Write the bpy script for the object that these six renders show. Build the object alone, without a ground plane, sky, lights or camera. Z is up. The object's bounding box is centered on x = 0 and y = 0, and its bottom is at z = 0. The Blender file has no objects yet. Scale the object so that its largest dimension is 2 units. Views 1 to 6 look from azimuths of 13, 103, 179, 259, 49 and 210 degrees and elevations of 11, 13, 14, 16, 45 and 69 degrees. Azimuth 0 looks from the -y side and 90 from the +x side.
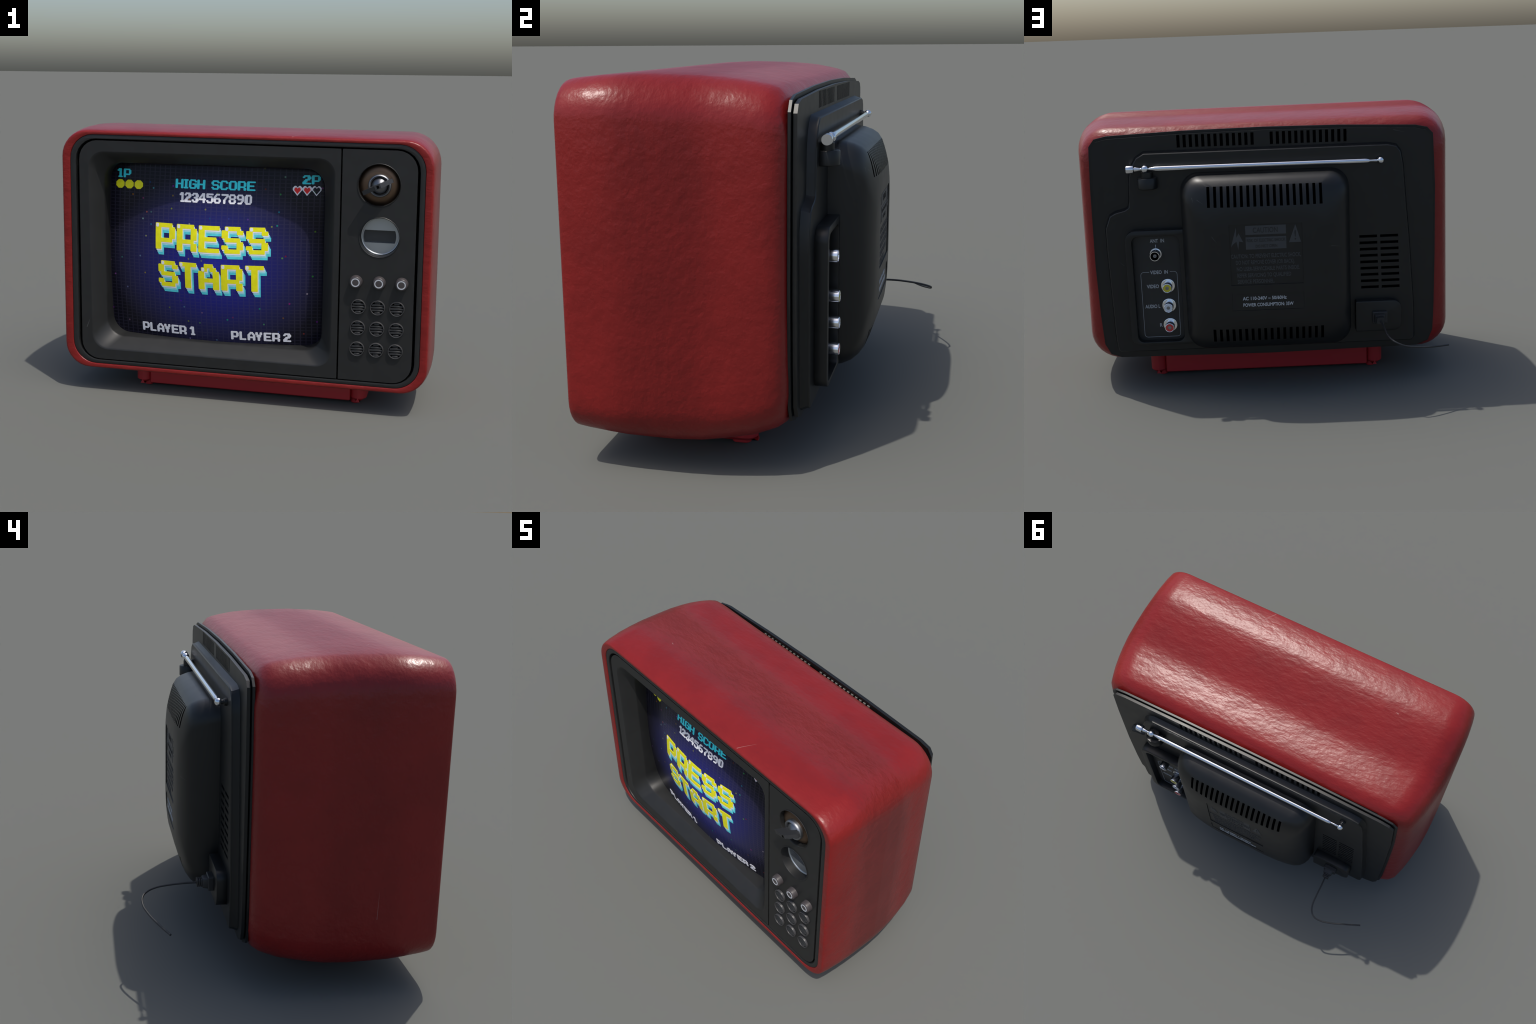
import bpy, bmesh, math, random
from mathutils import Vector, Matrix

random.seed(7)
SC = bpy.context.scene
COL = SC.collection


# ----------------------------------------------------------------- materials
def new_mat(name):
    m = bpy.data.materials.new(name)
    m.use_nodes = True
    nt = m.node_tree
    b = nt.nodes["Principled BSDF"]
    return m, nt, b


def node(nt, kind, **kw):
    n = nt.nodes.new(kind)
    for k, v in kw.items():
        setattr(n, k, v)
    return n


def math_node(nt, op, a, b=None, c=None, clamp=False):
    n = node(nt, "ShaderNodeMath", operation=op)
    n.use_clamp = clamp
    for i, v in enumerate((a, b, c)):
        if v is None:
            continue
        if isinstance(v, (int, float)):
            n.inputs[i].default_value = v
        else:
            nt.links.new(v, n.inputs[i])
    return n.outputs[0]


def vmath(nt, op, a, b=None, scale=None):
    n = node(nt, "ShaderNodeVectorMath", operation=op)
    for i, v in enumerate((a, b)):
        if v is None:
            continue
        if isinstance(v, (tuple, list)):
            n.inputs[i].default_value = v
        else:
            nt.links.new(v, n.inputs[i])
    if scale is not None:
        if isinstance(scale, (int, float)):
            n.inputs["Scale"].default_value = scale
        else:
            nt.links.new(scale, n.inputs["Scale"])
    return n.outputs["Value"] if op in ("LENGTH", "DISTANCE", "DOT_PRODUCT") else n.outputs["Vector"]


def mix_col(nt, fac, a, b, blend="MIX"):
    n = node(nt, "ShaderNodeMix", data_type="RGBA", blend_type=blend)
    for sock, v in ((n.inputs[0], fac), (n.inputs[6], a), (n.inputs[7], b)):
        if isinstance(v, (int, float)):
            sock.default_value = v
        elif isinstance(v, (tuple, list)):
            sock.default_value = (*v[:3], 1)
        else:
            nt.links.new(v, sock)
    return n.outputs[2]


def smooth(nt, v, lo, hi):
    n = node(nt, "ShaderNodeMapRange", interpolation_type="SMOOTHSTEP")
    nt.links.new(v, n.inputs[0])
    n.inputs[1].default_value = lo
    n.inputs[2].default_value = hi
    return n.outputs[0]


def obj_coords(nt):
    return node(nt, "ShaderNodeTexCoord").outputs["Object"]


def noise(nt, vec, scale, detail=3, rough=0.55, stretch=None):
    if stretch:
        mp = node(nt, "ShaderNodeMapping")
        nt.links.new(vec, mp.inputs[0])
        mp.inputs["Scale"].default_value = stretch
        vec = mp.outputs[0]
    n = node(nt, "ShaderNodeTexNoise")
    nt.links.new(vec, n.inputs["Vector"])
    n.inputs["Scale"].default_value = scale
    n.inputs["Detail"].default_value = detail
    n.inputs["Roughness"].default_value = rough
    return n.outputs[0]


def scratch_mask(nt, vec, segs):
    """1 along a few thin straight scratches (distance to line segments)."""
    total = None
    for a, b, width in segs:
        a, b = Vector(a), Vector(b)
        # the axis across which the scratch lies flattest is left out of the distance
        drop = 0 if abs(a.x) > 0.9 and a.z < 1.38 else 2 if a.z > 1.38 and abs(a.y) < 0.578 and a.y < 0.2 else 1
        mask = Vector([0.02 if k == drop else 1 for k in range(3)])
        ab = (b - a) * mask
        pa = vmath(nt, "MULTIPLY", vmath(nt, "SUBTRACT", vec, tuple(a)), tuple(mask))
        t = math_node(nt, "DIVIDE", vmath(nt, "DOT_PRODUCT", pa, tuple(ab)), ab.length_squared, clamp=True)
        near = node(nt, "ShaderNodeVectorMath", operation="SCALE")
        near.inputs[0].default_value = tuple(ab)
        nt.links.new(t, near.inputs["Scale"])
        d = vmath(nt, "DISTANCE", pa, near.outputs[0])
        taper = math_node(nt, "MULTIPLY", math_node(nt, "SUBTRACT", 1.05, t), width)
        m = math_node(nt, "LESS_THAN", d, taper)
        total = m if total is None else math_node(nt, "MAXIMUM", total, m)
    return total


def leatherette():
    """Red vinyl cabinet skin: hammered grain, light and dark bands drawn by bent normals, scratches."""
    m, nt, b = new_mat("red_leatherette")
    co = obj_coords(nt)
    sep = node(nt, "ShaderNodeSeparateXYZ")
    nt.links.new(co, sep.inputs[0])
    y = sep.outputs[1]
    # shading normals tilted along the depth to brighten and darken bands; shape stays smooth
    u = node(nt, "ShaderNodeMapRange")
    nt.links.new(y, u.inputs[0])
    u.inputs[1].default_value = -0.6
    u.inputs[2].default_value = 0.24
    fc = node(nt, "ShaderNodeFloatCurve")
    cv = fc.mapping.curves[0]
    band_tilt = [(-0.6, 0.0), (-0.52, 0.04), (-0.42, 0.14), (-0.35, 0.32), (-0.27, 0.42), (-0.13, 0.40), (-0.06, 0.20), (0.0, 0.02), (0.05, -0.05),
           (0.11, -0.05), (0.17, 0.06), (0.24, 0.1)]
    pts = [((yy + 0.6) / 0.84, 0.5 + t) for yy, t in band_tilt]
    cv.points[0].location = pts[0]
    cv.points[1].location = pts[-1]
    for p in pts[1:-1]:
        cv.points.new(*p)
    fc.mapping.update()
    nt.links.new(u.outputs[0], fc.inputs["Value"])
    tilt = math_node(nt, "SUBTRACT", fc.outputs[0], 0.5)
    geo = node(nt, "ShaderNodeNewGeometry")
    ns = node(nt, "ShaderNodeSeparateXYZ")
    nt.links.new(geo.outputs["Normal"], ns.inputs[0])
    flat = smooth(nt, math_node(nt, "ABSOLUTE", ns.outputs[1]), 0.75, 0.25)
    n_flat = nt.nodes[flat.node.name]
    n_flat.inputs[1].default_value, n_flat.inputs[2].default_value = 0.25, 0.75
    keep = math_node(nt, "SUBTRACT", 1.0, flat)
    tv = node(nt, "ShaderNodeCombineXYZ")
    nt.links.new(math_node(nt, "MULTIPLY", tilt, keep), tv.inputs[1])
    nrm = vmath(nt, "NORMALIZE", vmath(nt, "ADD", geo.outputs["Normal"], tv.outputs[0]))
    g1 = noise(nt, co, 1.0, 3, 0.5, (14, 27, 25))
    g2 = noise(nt, co, 1.0, 2, 0.5, (42, 76, 72))
    h = math_node(nt, "MULTIPLY_ADD", g2, 0.30, g1)
    bump = node(nt, "ShaderNodeBump")
    bump.inputs["Strength"].default_value = 0.27
    bump.inputs["Distance"].default_value = 0.012
    nt.links.new(h, bump.inputs["Height"])
    nt.links.new(nrm, bump.inputs["Normal"])
    nt.links.new(bump.outputs[0], b.inputs["Normal"])
    blot = noise(nt, co, 5.0, 3)
    c = mix_col(nt, smooth(nt, blot, 0.35, 0.7), (0.224, 0.0122, 0.0112), (0.196, 0.0104, 0.0096))
    scr = scratch_mask(nt, co, [
        ((0.27, -0.57, 1.425), (0.33, -0.47, 1.440), 0.0017),
        ((-0.982, -0.30, 0.36), (-0.985, -0.305, 0.50), 0.0013),
        ((-0.60, -0.32, 1.447), (-0.585, -0.325, 1.447), 0.003),
    ])
    c = mix_col(nt, math_node(nt, "MULTIPLY", scr, 0.26), c, (0.55, 0.42, 0.38))
    nt.links.new(c, b.inputs["Base Color"])
    b.inputs["Specular IOR Level"].default_value = 0.38
    r = node(nt, "ShaderNodeMapRange")
    nt.links.new(blot, r.inputs[0])
    r.inputs[3].default_value = 0.31
    r.inputs[4].default_value = 0.38
    nt.links.new(r.outputs[0], b.inputs["Roughness"])
    return m


def plain(name, col, rough=0.45, metal=0.0, spec=0.5, grain=0.0, gscale=60, vary=0.0, bump=0.0):
    m, nt, b = new_mat(name)
    co = obj_coords(nt)
    b.inputs["Base Color"].default_value = (*col, 1)
    b.inputs["Metallic"].default_value = metal
    b.inputs["Specular IOR Level"].default_value = spec
    nz = noise(nt, co, gscale, 3)
    if vary:
        lo = tuple(c * (1 - vary) for c in col)
        hi = tuple(c * (1 + vary) for c in col)
        nt.links.new(mix_col(nt, smooth(nt, nz, 0.3, 0.7), lo, hi), b.inputs["Base Color"])
    r = node(nt, "ShaderNodeMapRange")
    nt.links.new(nz, r.inputs[0])
    r.inputs[3].default_value = rough - grain
    r.inputs[4].default_value = rough + grain
    nt.links.new(r.outputs[0], b.inputs["Roughness"])
    if bump:
        bp = node(nt, "ShaderNodeBump")
        bp.inputs["Strength"].default_value = bump
        bp.inputs["Distance"].default_value = 0.002
        nt.links.new(noise(nt, co, 350, 2), bp.inputs["Height"])
        nt.links.new(bp.outputs[0], b.inputs["Normal"])
    return m


def black_plastic(name, col, rough, segs):
    m = plain(name, col, rough, spec=0.42, grain=0.04, gscale=14, vary=0.08)
    nt = m.node_tree
    b = nt.nodes["Principled BSDF"]
    src = b.inputs["Base Color"].links[0].from_socket
    co = obj_coords(nt)
    scr = scratch_mask(nt, co, segs)
    nt.links.new(mix_col(nt, math_node(nt, "MULTIPLY", scr, 0.3), src, (0.16, 0.16, 0.16)), b.inputs["Base Color"])
    return m


SCX, SCZ = -0.16, 0.776     # centre of the picture tube


def screen_y(x, z):
    return -0.543 + 0.200 * ((x - SCX) ** 2 + (z - SCZ) ** 2 + 0.0009) ** 0.70


def screen_mat():
    """Game picture: dark sky, blue glow, fine grid lines and coloured stars."""
    m, nt, b = new_mat("screen_picture")
    co = obj_coords(nt)
    sep = node(nt, "ShaderNodeSeparateXYZ")
    nt.links.new(co, sep.inputs[0])
    x, z = sep.outputs[0], sep.outputs[2]
    dx = math_node(nt, "DIVIDE", math_node(nt, "SUBTRACT", x, -0.15), 0.60)
    dz = math_node(nt, "DIVIDE", math_node(nt, "SUBTRACT", z, 0.72), 0.50)
    rr = math_node(nt, "SQRT", math_node(nt, "ADD", math_node(nt, "POWER", math_node(nt, "ABSOLUTE", dx), 2.0), math_node(nt, "POWER", math_node(nt, "ABSOLUTE", dz), 2.0)))
    ramp = node(nt, "ShaderNodeValToRGB")
    nt.links.new(rr, ramp.inputs[0])
    el = ramp.color_ramp.elements
    el[0].position, el[0].color = 0.0, (0.024, 0.026, 0.34, 1)
    el[1].position, el[1].color = 1.05, (0.0075, 0.0075, 0.0135, 1)
    for p, c in ((0.38, (0.020, 0.022, 0.20)), (0.68, (0.019, 0.020, 0.088)), (0.88, (0.0145, 0.0145, 0.038))):
        e = el.new(p)
        e.color = (*c, 1)
    col = ramp.outputs[0]

    def lines(v, step, off, w):
        t = math_node(nt, "FRACT", math_node(nt, "DIVIDE", math_node(nt, "SUBTRACT", v, off), step))
        d = math_node(nt, "MULTIPLY", math_node(nt, "ABSOLUTE", math_node(nt, "SUBTRACT", t, 0.5)), step)
        return math_node(nt, "SUBTRACT", 1.0, smooth(nt, d, w * 0.4, w))

    gv = lines(x, 0.0294, -0.7357, 0.0042)
    gh = lines(z, 0.0190, 0.4925, 0.0034)
    grid = math_node(nt, "MAXIMUM", gv, math_node(nt, "MULTIPLY", gh, 0.8))
    fade = noise(nt, co, 6.0, 2)
    grid = math_node(nt, "MULTIPLY", grid, math_node(nt, "MULTIPLY_ADD", fade, 0.8, 0.2))
    col = mix_col(nt, math_node(nt, "MULTIPLY", grid, 0.75), col, mix_col(nt, 0.5, (0.036, 0.031, 0.052), col, "ADD"))
    # stars: one small dot in some of the cells of a Voronoi pattern
    flat = node(nt, "ShaderNodeCombineXYZ")
    nt.links.new(x, flat.inputs[0])
    nt.links.new(z, flat.inputs[1])
    vo = node(nt, "ShaderNodeTexVoronoi", voronoi_dimensions="2D")
    vo.inputs["Scale"].default_value = 11.5
    nt.links.new(flat.outputs[0], vo.inputs["Vector"])
    dot = math_node(nt, "SUBTRACT", 1.0, smooth(nt, vo.outputs["Distance"], 0.03, 0.07))
    vs = node(nt, "ShaderNodeSeparateColor")
    nt.links.new(vo.outputs["Color"], vs.inputs[0])
    dot = math_node(nt, "MULTIPLY", dot, math_node(nt, "GREATER_THAN", math_node(nt, "FRACT", math_node(nt, "MULTIPLY", vs.outputs[0], 7.3)), 0.35))
    hs = node(nt, "ShaderNodeHueSaturation")
    hs.inputs["Saturation"].default_value = 1.3
    hs.inputs["Value"].default_value = 0.4
    nt.links.new(vo.outputs["Color"], hs.inputs["Color"])
    col = mix_col(nt, math_node(nt, "MULTIPLY", dot, 0.6), col, hs.outputs[0])
    nt.links.new(col, b.inputs["Base Color"])
    b.inputs["Roughness"].default_value = 0.22
    b.inputs["Specular IOR Level"].default_value = 0.15
    return m


M_RED = leatherette()
M_FOOT = plain("red_base_plastic", (0.40, 0.014, 0.022), 0.5, grain=0.04, gscale=20)
M_FRONT = black_plastic("front_black_plastic", (0.0155, 0.0158, 0.0157), 0.48,
                        [((-0.845, -0.575, 0.36), (-0.825, -0.575, 0.41), 0.0022), ((0.925, -0.58, 0.63), (0.94, -0.58, 0.632), 0.001)])
M_BACK = black_plastic("back_black_plastic", (0.0088, 0.0092, 0.0092), 0.40,
                       [((0.335, 0.405, 1.05), (0.305, 0.425, 1.03), 0.0013), ((0.27, 0.445, 0.87), (0.245, 0.45, 0.835), 0.0013),
                        ((-0.32, 0.445, 0.80), (-0.37, 0.42, 0.79), 0.0013), ((-0.66, 0.242, 1.34), (-0.72, 0.242, 1.325), 0.0014),
                        ((0.735, 0.277, 0.70), (0.76, 0.277, 0.72), 0.0012), ((0.36, 0.39, 1.06), (0.355, 0.395, 1.03), 0.0015)])
M_PANEL = plain("jack_panel_plastic", (0.016, 0.0163, 0.017), 0.5)
M_VOID = plain("vent_black", (0.0015, 0.0015, 0.0015), 0.9, spec=0.05)
M_CHROME = plain("chrome", (0.78, 0.80, 0.84), 0.16, metal=1.0, grain=0.03, gscale=30)
M_JACK = plain("jack_metal", (0.88, 0.90, 0.94), 0.16, metal=1.0, grain=0.03, gscale=30)
M_CAP = plain("dial_cap_metal", (0.20, 0.205, 0.22), 0.36, metal=1.0, grain=0.05)
M_STEEL = plain("dark_steel", (0.30, 0.31, 0.33), 0.42, metal=1.0, grain=0.05)
M_BRONZE = plain("bronze_dial", (0.15, 0.100, 0.068), 0.48, metal=1.0, grain=0.06, gscale=30)
M_MIRROR = plain("tuner_dial_metal", (0.44, 0.465, 0.48), 0.42, metal=0.8, grain=0.08, gscale=25)
M_WINDOW = plain("tuner_window", (0.048, 0.052, 0.057), 0.25)
M_LEVER = plain("dial_lever_plastic", (0.026, 0.027, 0.029), 0.45)
M_BUTTON = plain("button_plastic", (0.06, 0.052, 0.053), 0.4)
M_GRILLE = plain("grille_ring", (0.055, 0.054, 0.055), 0.38)
M_INK = plain("grey_print", (0.42, 0.44, 0.47), 0.6)
M_INK2 = plain("white_print", (0.50, 0.52, 0.55), 0.6)
M_EMBOSS = plain("dark_label_print", (0.044, 0.047, 0.051), 0.5)
M_EMBOSS2 = plain("dark_label_letters", (0.011, 0.0115, 0.012), 0.5)
M_YEL = plain("jack_yellow", (0.55, 0.48, 0.03), 0.4)
M_WHT = plain("jack_white", (0.62, 0.66, 0.72), 0.4)
M_REDJ = plain("jack_red", (0.55, 0.04, 0.04), 0.4)
M_SLOT_GREY = plain("slot_block_grey", (0.21, 0.20, 0.18), 0.6)
M_CORD = plain("cord_rubber", (0.018, 0.018, 0.019), 0.5)
M_SCREEN = screen_mat()
P_YEL = plain("pixel_yellow", (0.93, 0.88, 0.012), 0.35, spec=0.3, vary=0.05, gscale=40)
P_WHITE = plain("pixel_white", (0.90, 0.89, 0.94), 0.35, spec=0.3)
P_CY1 = plain("pixel_pale_cyan", (0.36, 0.80, 0.86), 0.35, spec=0.3, vary=0.06, gscale=40)
P_CY2 = plain("pixel_cyan", (0.11, 0.72, 0.80), 0.35, spec=0.3, vary=0.1, gscale=40)
P_TEAL = plain("pixel_teal", (0.05, 0.78, 0.88), 0.35, spec=0.3)
P_HEART = plain("pixel_red", (0.80, 0.02, 0.02), 0.35, spec=0.3)

# ----------------------------------------------------------------- hierarchy
ROOT = bpy.data.objects.new("television", None)
COL.objects.link(ROOT)
ROOT["label"] = "retro portable television in red leatherette showing an arcade screen"
ROOT["category"] = "television"


def add(name, mesh, mats, parent=None, sharp=40):
    o = bpy.data.objects.new(name, mesh)
    COL.objects.link(o)
    o.parent = parent or ROOT
    mesh.name = name
    if not isinstance(mats, (list, tuple)):
        mats = [mats]
    for m in mats:
        mesh.materials.append(m)
    if sharp:
        mesh.polygons.foreach_set("use_smooth", [True] * len(mesh.polygons))
        mesh.set_sharp_from_angle(angle=math.radians(sharp))
    mesh.update()
    return o


def to_mesh(bm, fix=True):
    if fix:
        bmesh.ops.recalc_face_normals(bm, faces=bm.faces)
    me = bpy.data.meshes.new("m")
    bm.to_mesh(me)
    bm.free()
    return me


# ----------------------------------------------------------------- shape tools
def rrect(x0, x1, z0, z1, r, seg=6):
    """Rounded rectangle as (x, z) points, counter-clockwise; r may be 4 radii (bl, br, tr, tl)."""
    rs = r if isinstance(r, (tuple, list)) else (r,) * 4
    out = []
    for (cx, cz, a0), rr in zip(((x0, z0, 180), (x1, z0, 270), (x1, z1, 0), (x0, z1, 90)), rs):
        if rr <= 0:
            out.append((cx, cz))
            continue
        ox = cx + rr * (1 if cx == x0 else -1)
        oz = cz + rr * (1 if cz == z0 else -1)
        for i in range(seg + 1):
            a = math.radians(a0 + 90 * i / seg)
            out.append((ox + rr * math.cos(a), oz + rr * math.sin(a)))
    return out


def circle(cx, cz, r, n=40):
    return [(cx + r * math.cos(2 * math.pi * i / n), cz + r * math.sin(2 * math.pi * i / n)) for i in range(n)]


def inset(poly, d):
    """Move a closed counter-clockwise outline inwards by d (mitred)."""
    area = sum(a[0] * b[1] - b[0] * a[1] for a, b in zip(poly, poly[1:] + poly[:1]))
    s = 1 if area > 0 else -1
    out = []
    n = len(poly)
    for i in range(n):
        p, q, r = Vector(poly[i - 1]), Vector(poly[i]), Vector(poly[(i + 1) % n])
        e1, e2 = (q - p).normalized(), (r - q).normalized()
        n1, n2 = Vector((-e1.y, e1.x)) * s, Vector((-e2.y, e2.x)) * s
        k = (n1 + n2)
        k = k / max(0.35, k.dot(n1))
        out.append((q.x + k.x * d, q.y + k.y * d))
    return out


def loft(rings, caps=(False, False), close=True):
    """rings: lists of 3D points with equal counts."""
    bm = bmesh.new()
    vs = [[bm.verts.new(p) for p in ring] for ring in rings]
    n = len(rings[0])
    for a, b in zip(vs, vs[1:]):
        for i in range(n if close else n - 1):
            j = (i + 1) % n
            bm.faces.new((a[i], a[j], b[j], b[i]))
    if caps[0]:
        bm.faces.new(vs[0])
    if caps[1]:
        bm.faces.new(vs[-1])
    return bm


def ring_at(poly, y):
    return [(x, y, z) for x, z in poly]


def lathe(profile, origin, axis="y", n=32, cap=True):
    """profile: (radius, distance along axis) pairs."""
    ox, oy, oz = origin
    rings = []
    for r, t in profile:
        ring = []
        for i in range(n):
            a = 2 * math.pi * i / n
            c, s = r * math.cos(a), r * math.sin(a)
            if axis == "y":
                ring.append((ox + c, oy + t, oz + s))
            elif axis == "x":
                ring.append((ox + t, oy + c, oz + s))
            else:
                ring.append((ox + c, oy + s, oz + t))
        rings.append(ring)
    return loft(rings, (cap, cap))


def plate(outlines, y0, y1, bevel=0.0):
    """Flat sheet in the x-z plane between y0 and y1 (front face at y0), with holes; optional edge bevel."""
    cu = bpy.data.curves.new("tmp", "CURVE")
    cu.dimensions = "2D"
    cu.fill_mode = "BOTH"
    for pts in outlines:
        sp = cu.splines.new("POLY")
        sp.points.add(len(pts) - 1)
        for p, (x, z) in zip(sp.points, pts):
            p.co = (x, z, 0, 1)
        sp.use_cyclic_u = True
    h = abs(y1 - y0) / 2
    cu.extrude = h - bevel
    if bevel:
        cu.bevel_depth = bevel
        cu.bevel_resolution = 1
        cu.offset = -bevel
    o = bpy.data.objects.new("tmp", cu)
    COL.objects.link(o)
    bpy.context.view_layer.update()
    me = bpy.data.meshes.new_from_object(o.evaluated_get(bpy.context.evaluated_depsgraph_get()))
    bpy.data.objects.remove(o)
    bpy.data.curves.remove(cu)
    me.transform(Matrix(((1, 0, 0, 0), (0, 0, -1, (y0 + y1) / 2), (0, 1, 0, 0), (0, 0, 0, 1))))
    bm = bmesh.new()
    bm.from_mesh(me)
    bmesh.ops.remove_doubles(bm, verts=bm.verts, dist=1e-5)
    bpy.data.meshes.remove(me)
    return to_mesh(bm)


def box(bm, x0, x1, y0, y1, z0, z1):
    v = [bm.verts.new((x, y, z)) for x in (x0, x1) for y in (y0, y1) for z in (z0, z1)]
    for f in ((0, 1, 3, 2), (4, 6, 7, 5), (0, 4, 5, 1), (2, 3, 7, 6), (0, 2, 6, 4), (1, 5, 7, 3)):
        bm.faces.new([v[i] for i in f])


def rbox(x0, x1, y0, y1, z0, z1, b=0.004, seg=2):
    bm = bmesh.new()
    box(bm, x0, x1, y0, y1, z0, z1)
    bmesh.ops.bevel(bm, geom=bm.edges[:], offset=b, segments=seg, affect="EDGES", profile=0.5)
    return bm


def merge(dst, src):
    me = to_mesh(src)
    dst.from_mesh(me)
    bpy.data.meshes.remove(me)


def text_mesh(body, x, z, y, size, facing=1, align="LEFT", depth=0.0012, width=None, bold=0.0):
    """Raised lettering from the built-in font; facing +1 reads from behind the set (+y), -1 from the front."""
    cu = bpy.data.curves.new("tmp", "FONT")
    cu.body = body
    cu.size = size
    cu.align_x = align
    cu.extrude = depth
    cu.offset = bold
    cu.resolution_u = 3
    o = bpy.data.objects.new("tmp", cu)
    COL.objects.link(o)
    bpy.context.view_layer.update()
    me = bpy.data.meshes.new_from_object(o.evaluated_get(bpy.context.evaluated_depsgraph_get()))
    bpy.data.objects.remove(o)
    bpy.data.curves.remove(cu)
    xs = [v.co.x for v in me.vertices]
    sx = (width / (max(xs) - min(xs))) if width else 1
    if align == "LEFT":
        me.transform(Matrix.Translation((-min(xs), 0, 0)))
    me.transform(Matrix(((-facing * sx, 0, 0, x), (0, 0, facing, y), (0, 1, 0, z), (0, 0, 0, 1))))
    return me


def join(meshes):
    bm = bmesh.new()
    for me in meshes:
        bm.from_mesh(me)
        bpy.data.meshes.remove(me)
    return to_mesh(bm, fix=False)


# ----------------------------------------------------------------- cabinet shell
def lerp_table(tab, v):
    for (a, fa), (b, fb) in zip(tab, tab[1:]):
        if v <= b:
            t = max(0, (v - a) / (b - a))
            return fa + (fb - fa) * t
    return tab[-1][1]


HALF_W = [(-0.580, 0.9645), (-0.574, 0.969), (-0.56, 0.973), (-0.53, 0.978), (-0.45, 0.986), (-0.35, 0.992), (-0.2, 0.9935), (-0.1, 0.988), (0.0, 0.976), (0.1, 0.957), (0.17, 0.937), (0.20, 0.914), (0.215, 0.878)]
TOP = [(-0.580, 1.416), (-0.574, 1.420), (-0.56, 1.4245), (-0.53, 1.429), (-0.45, 1.437), (-0.3, 1.443), (-0.124, 1.439), (0.0, 1.430), (0.062, 1.421), (0.163, 1.399), (0.18, 1.385), (0.195, 1.367), (0.205, 1.355), (0.215, 1.342)]
BOT = [(-0.580, 0.138), (-0.574, 0.134), (-0.56, 0.131), (-0.53, 0.128), (-0.39, 0.115), (-0.2, 0.110), (-0.08, 0.116), (0.1, 0.144), (0.187, 0.174), (0.215, 0.203)]
RADIUS = [(-0.58, 0.132), (-0.56, 0.138), (-0.2, 0.158), (0.215, 0.146)]
SHIFT = [(-0.580, 0.0045), (-0.4, 0.001), (0.215, -0.001)]


def outline(w, t, b, s, r, seg=8):
    out = []
    for x, z in rrect(-w, w, b, t, r, seg):
        z -= (0.008 * min(1, abs(x) / 0.9) ** 3 + 0.006 * x) * max(0, (z - 0.8) / 0.6)   # slight crown, a little lower on one end
        x *= 1 + 0.011 * (0.8 - z)            # wider towards the bottom
        out.append((x + s, z))
    # stations along the straight runs keep the shading even
    dense = []
    n = len(out)
    for i in range(n):
        p, q = out[i], out[(i + 1) % n]
        dense.append(p)
        L = math.dist(p, q)
        if L > 0.3:
            k = 8
            dense += [(p[0] + (q[0] - p[0]) * j / k, p[1] + (q[1] - p[1]) * j / k) for j in range(1, k)]
    return dense


def shell_outline(y):
    return outline(*(lerp_table(T, y) for T in (HALF_W, TOP, BOT, SHIFT, RADIUS)))


ys = [-0.580, -0.574, -0.56, -0.53, -0.45, -0.38, -0.30, -0.2, -0.1, -0.03, 0.03, 0.09, 0.14, 0.17, 0.195, 0.215]
rings = [ring_at(shell_outline(y), y) for y in ys]
first = shell_outline(-0.580)


def shrink(poly, dx, dz):
    cx, cz = 0.0, 0.779
    hx = max(abs(p[0] - cx) for p in poly)
    hz = max(abs(p[1] - cz) for p in poly)
    return [(cx + (x - cx) * (hx - dx) / hx, cz + (z - cz) * (hz - dz) / hz) for x, z in poly]


lip = (0.928, 1.4015, 0.158, 0.0085, 0.128)
rings = [ring_at(outline(*lip), -0.545), ring_at(outline(*lip), -0.5795), ring_at(outline(0.931, 1.403, 0.156, 0.008, 0.129), -0.5808),
         ring_at(outline(0.959, 1.412, 0.142, 0.006, 0.131), -0.5808)] + rings
last = shell_outline(0.215)
rings += [ring_at(shrink(last, 0.012, 0.012), 0.214), ring_at(shrink(last, 0.02, 0.02), 0.16)]
add("cabinet_shell", to_mesh(loft(rings)), M_RED, sharp=75)

# closed dark inside, so that nothing shines through the vents
add("inner_chassis", to_mesh(loft([ring_at(rrect(-0.895, 0.895, 0.195, 1.33, 0.12, 4), 0.17), ring_at(rrect(-0.93, 0.93, 0.15, 1.385, 0.12, 4), -0.37)], (False, True))), M_VOID, sharp=0)

# dark collar between the top of the shell and the back cover, seen through the upper vents
def top_at(x, y):
    return lerp_table(TOP, y) - 0.006 * x - 0.008 * min(1, abs(x) / 0.9) ** 3


xs_ = [-0.74 + 0.1057 * i for i in range(15)]
bm = bmesh.new()
rows = [[bm.verts.new((x, y, top_at(x, y) + 0.002)) for x in xs_] for y in (0.2055, 0.2075, 0.2095, 0.2115)]
for a, b in zip(rows, rows[1:]):
    for i in range(len(xs_) - 1):
        bm.faces.new((a[i], a[i + 1], b[i + 1], b[i]))
collar = to_mesh(bm)
if sum(p.normal.z for p in collar.polygons) < 0:
    collar.flip_normals()
COLLAR = collar

# ----------------------------------------------------------------- base with pads
FX = 0.022


def plan_block(x0, x1, y0, y1, z0, z1, r, chamfer):
    """Upright block with rounded corners in plan and a chamfered lower edge."""
    o = rrect(x0, x1, y0, y1, r, 5)
    i = inset(o, chamfer)
    return loft([[(x, y, z0) for x, y in i], [(x, y, z0 + chamfer * 0.8) for x, y in o], [(x, y, z1) for x, y in o]], (True, True))


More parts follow.
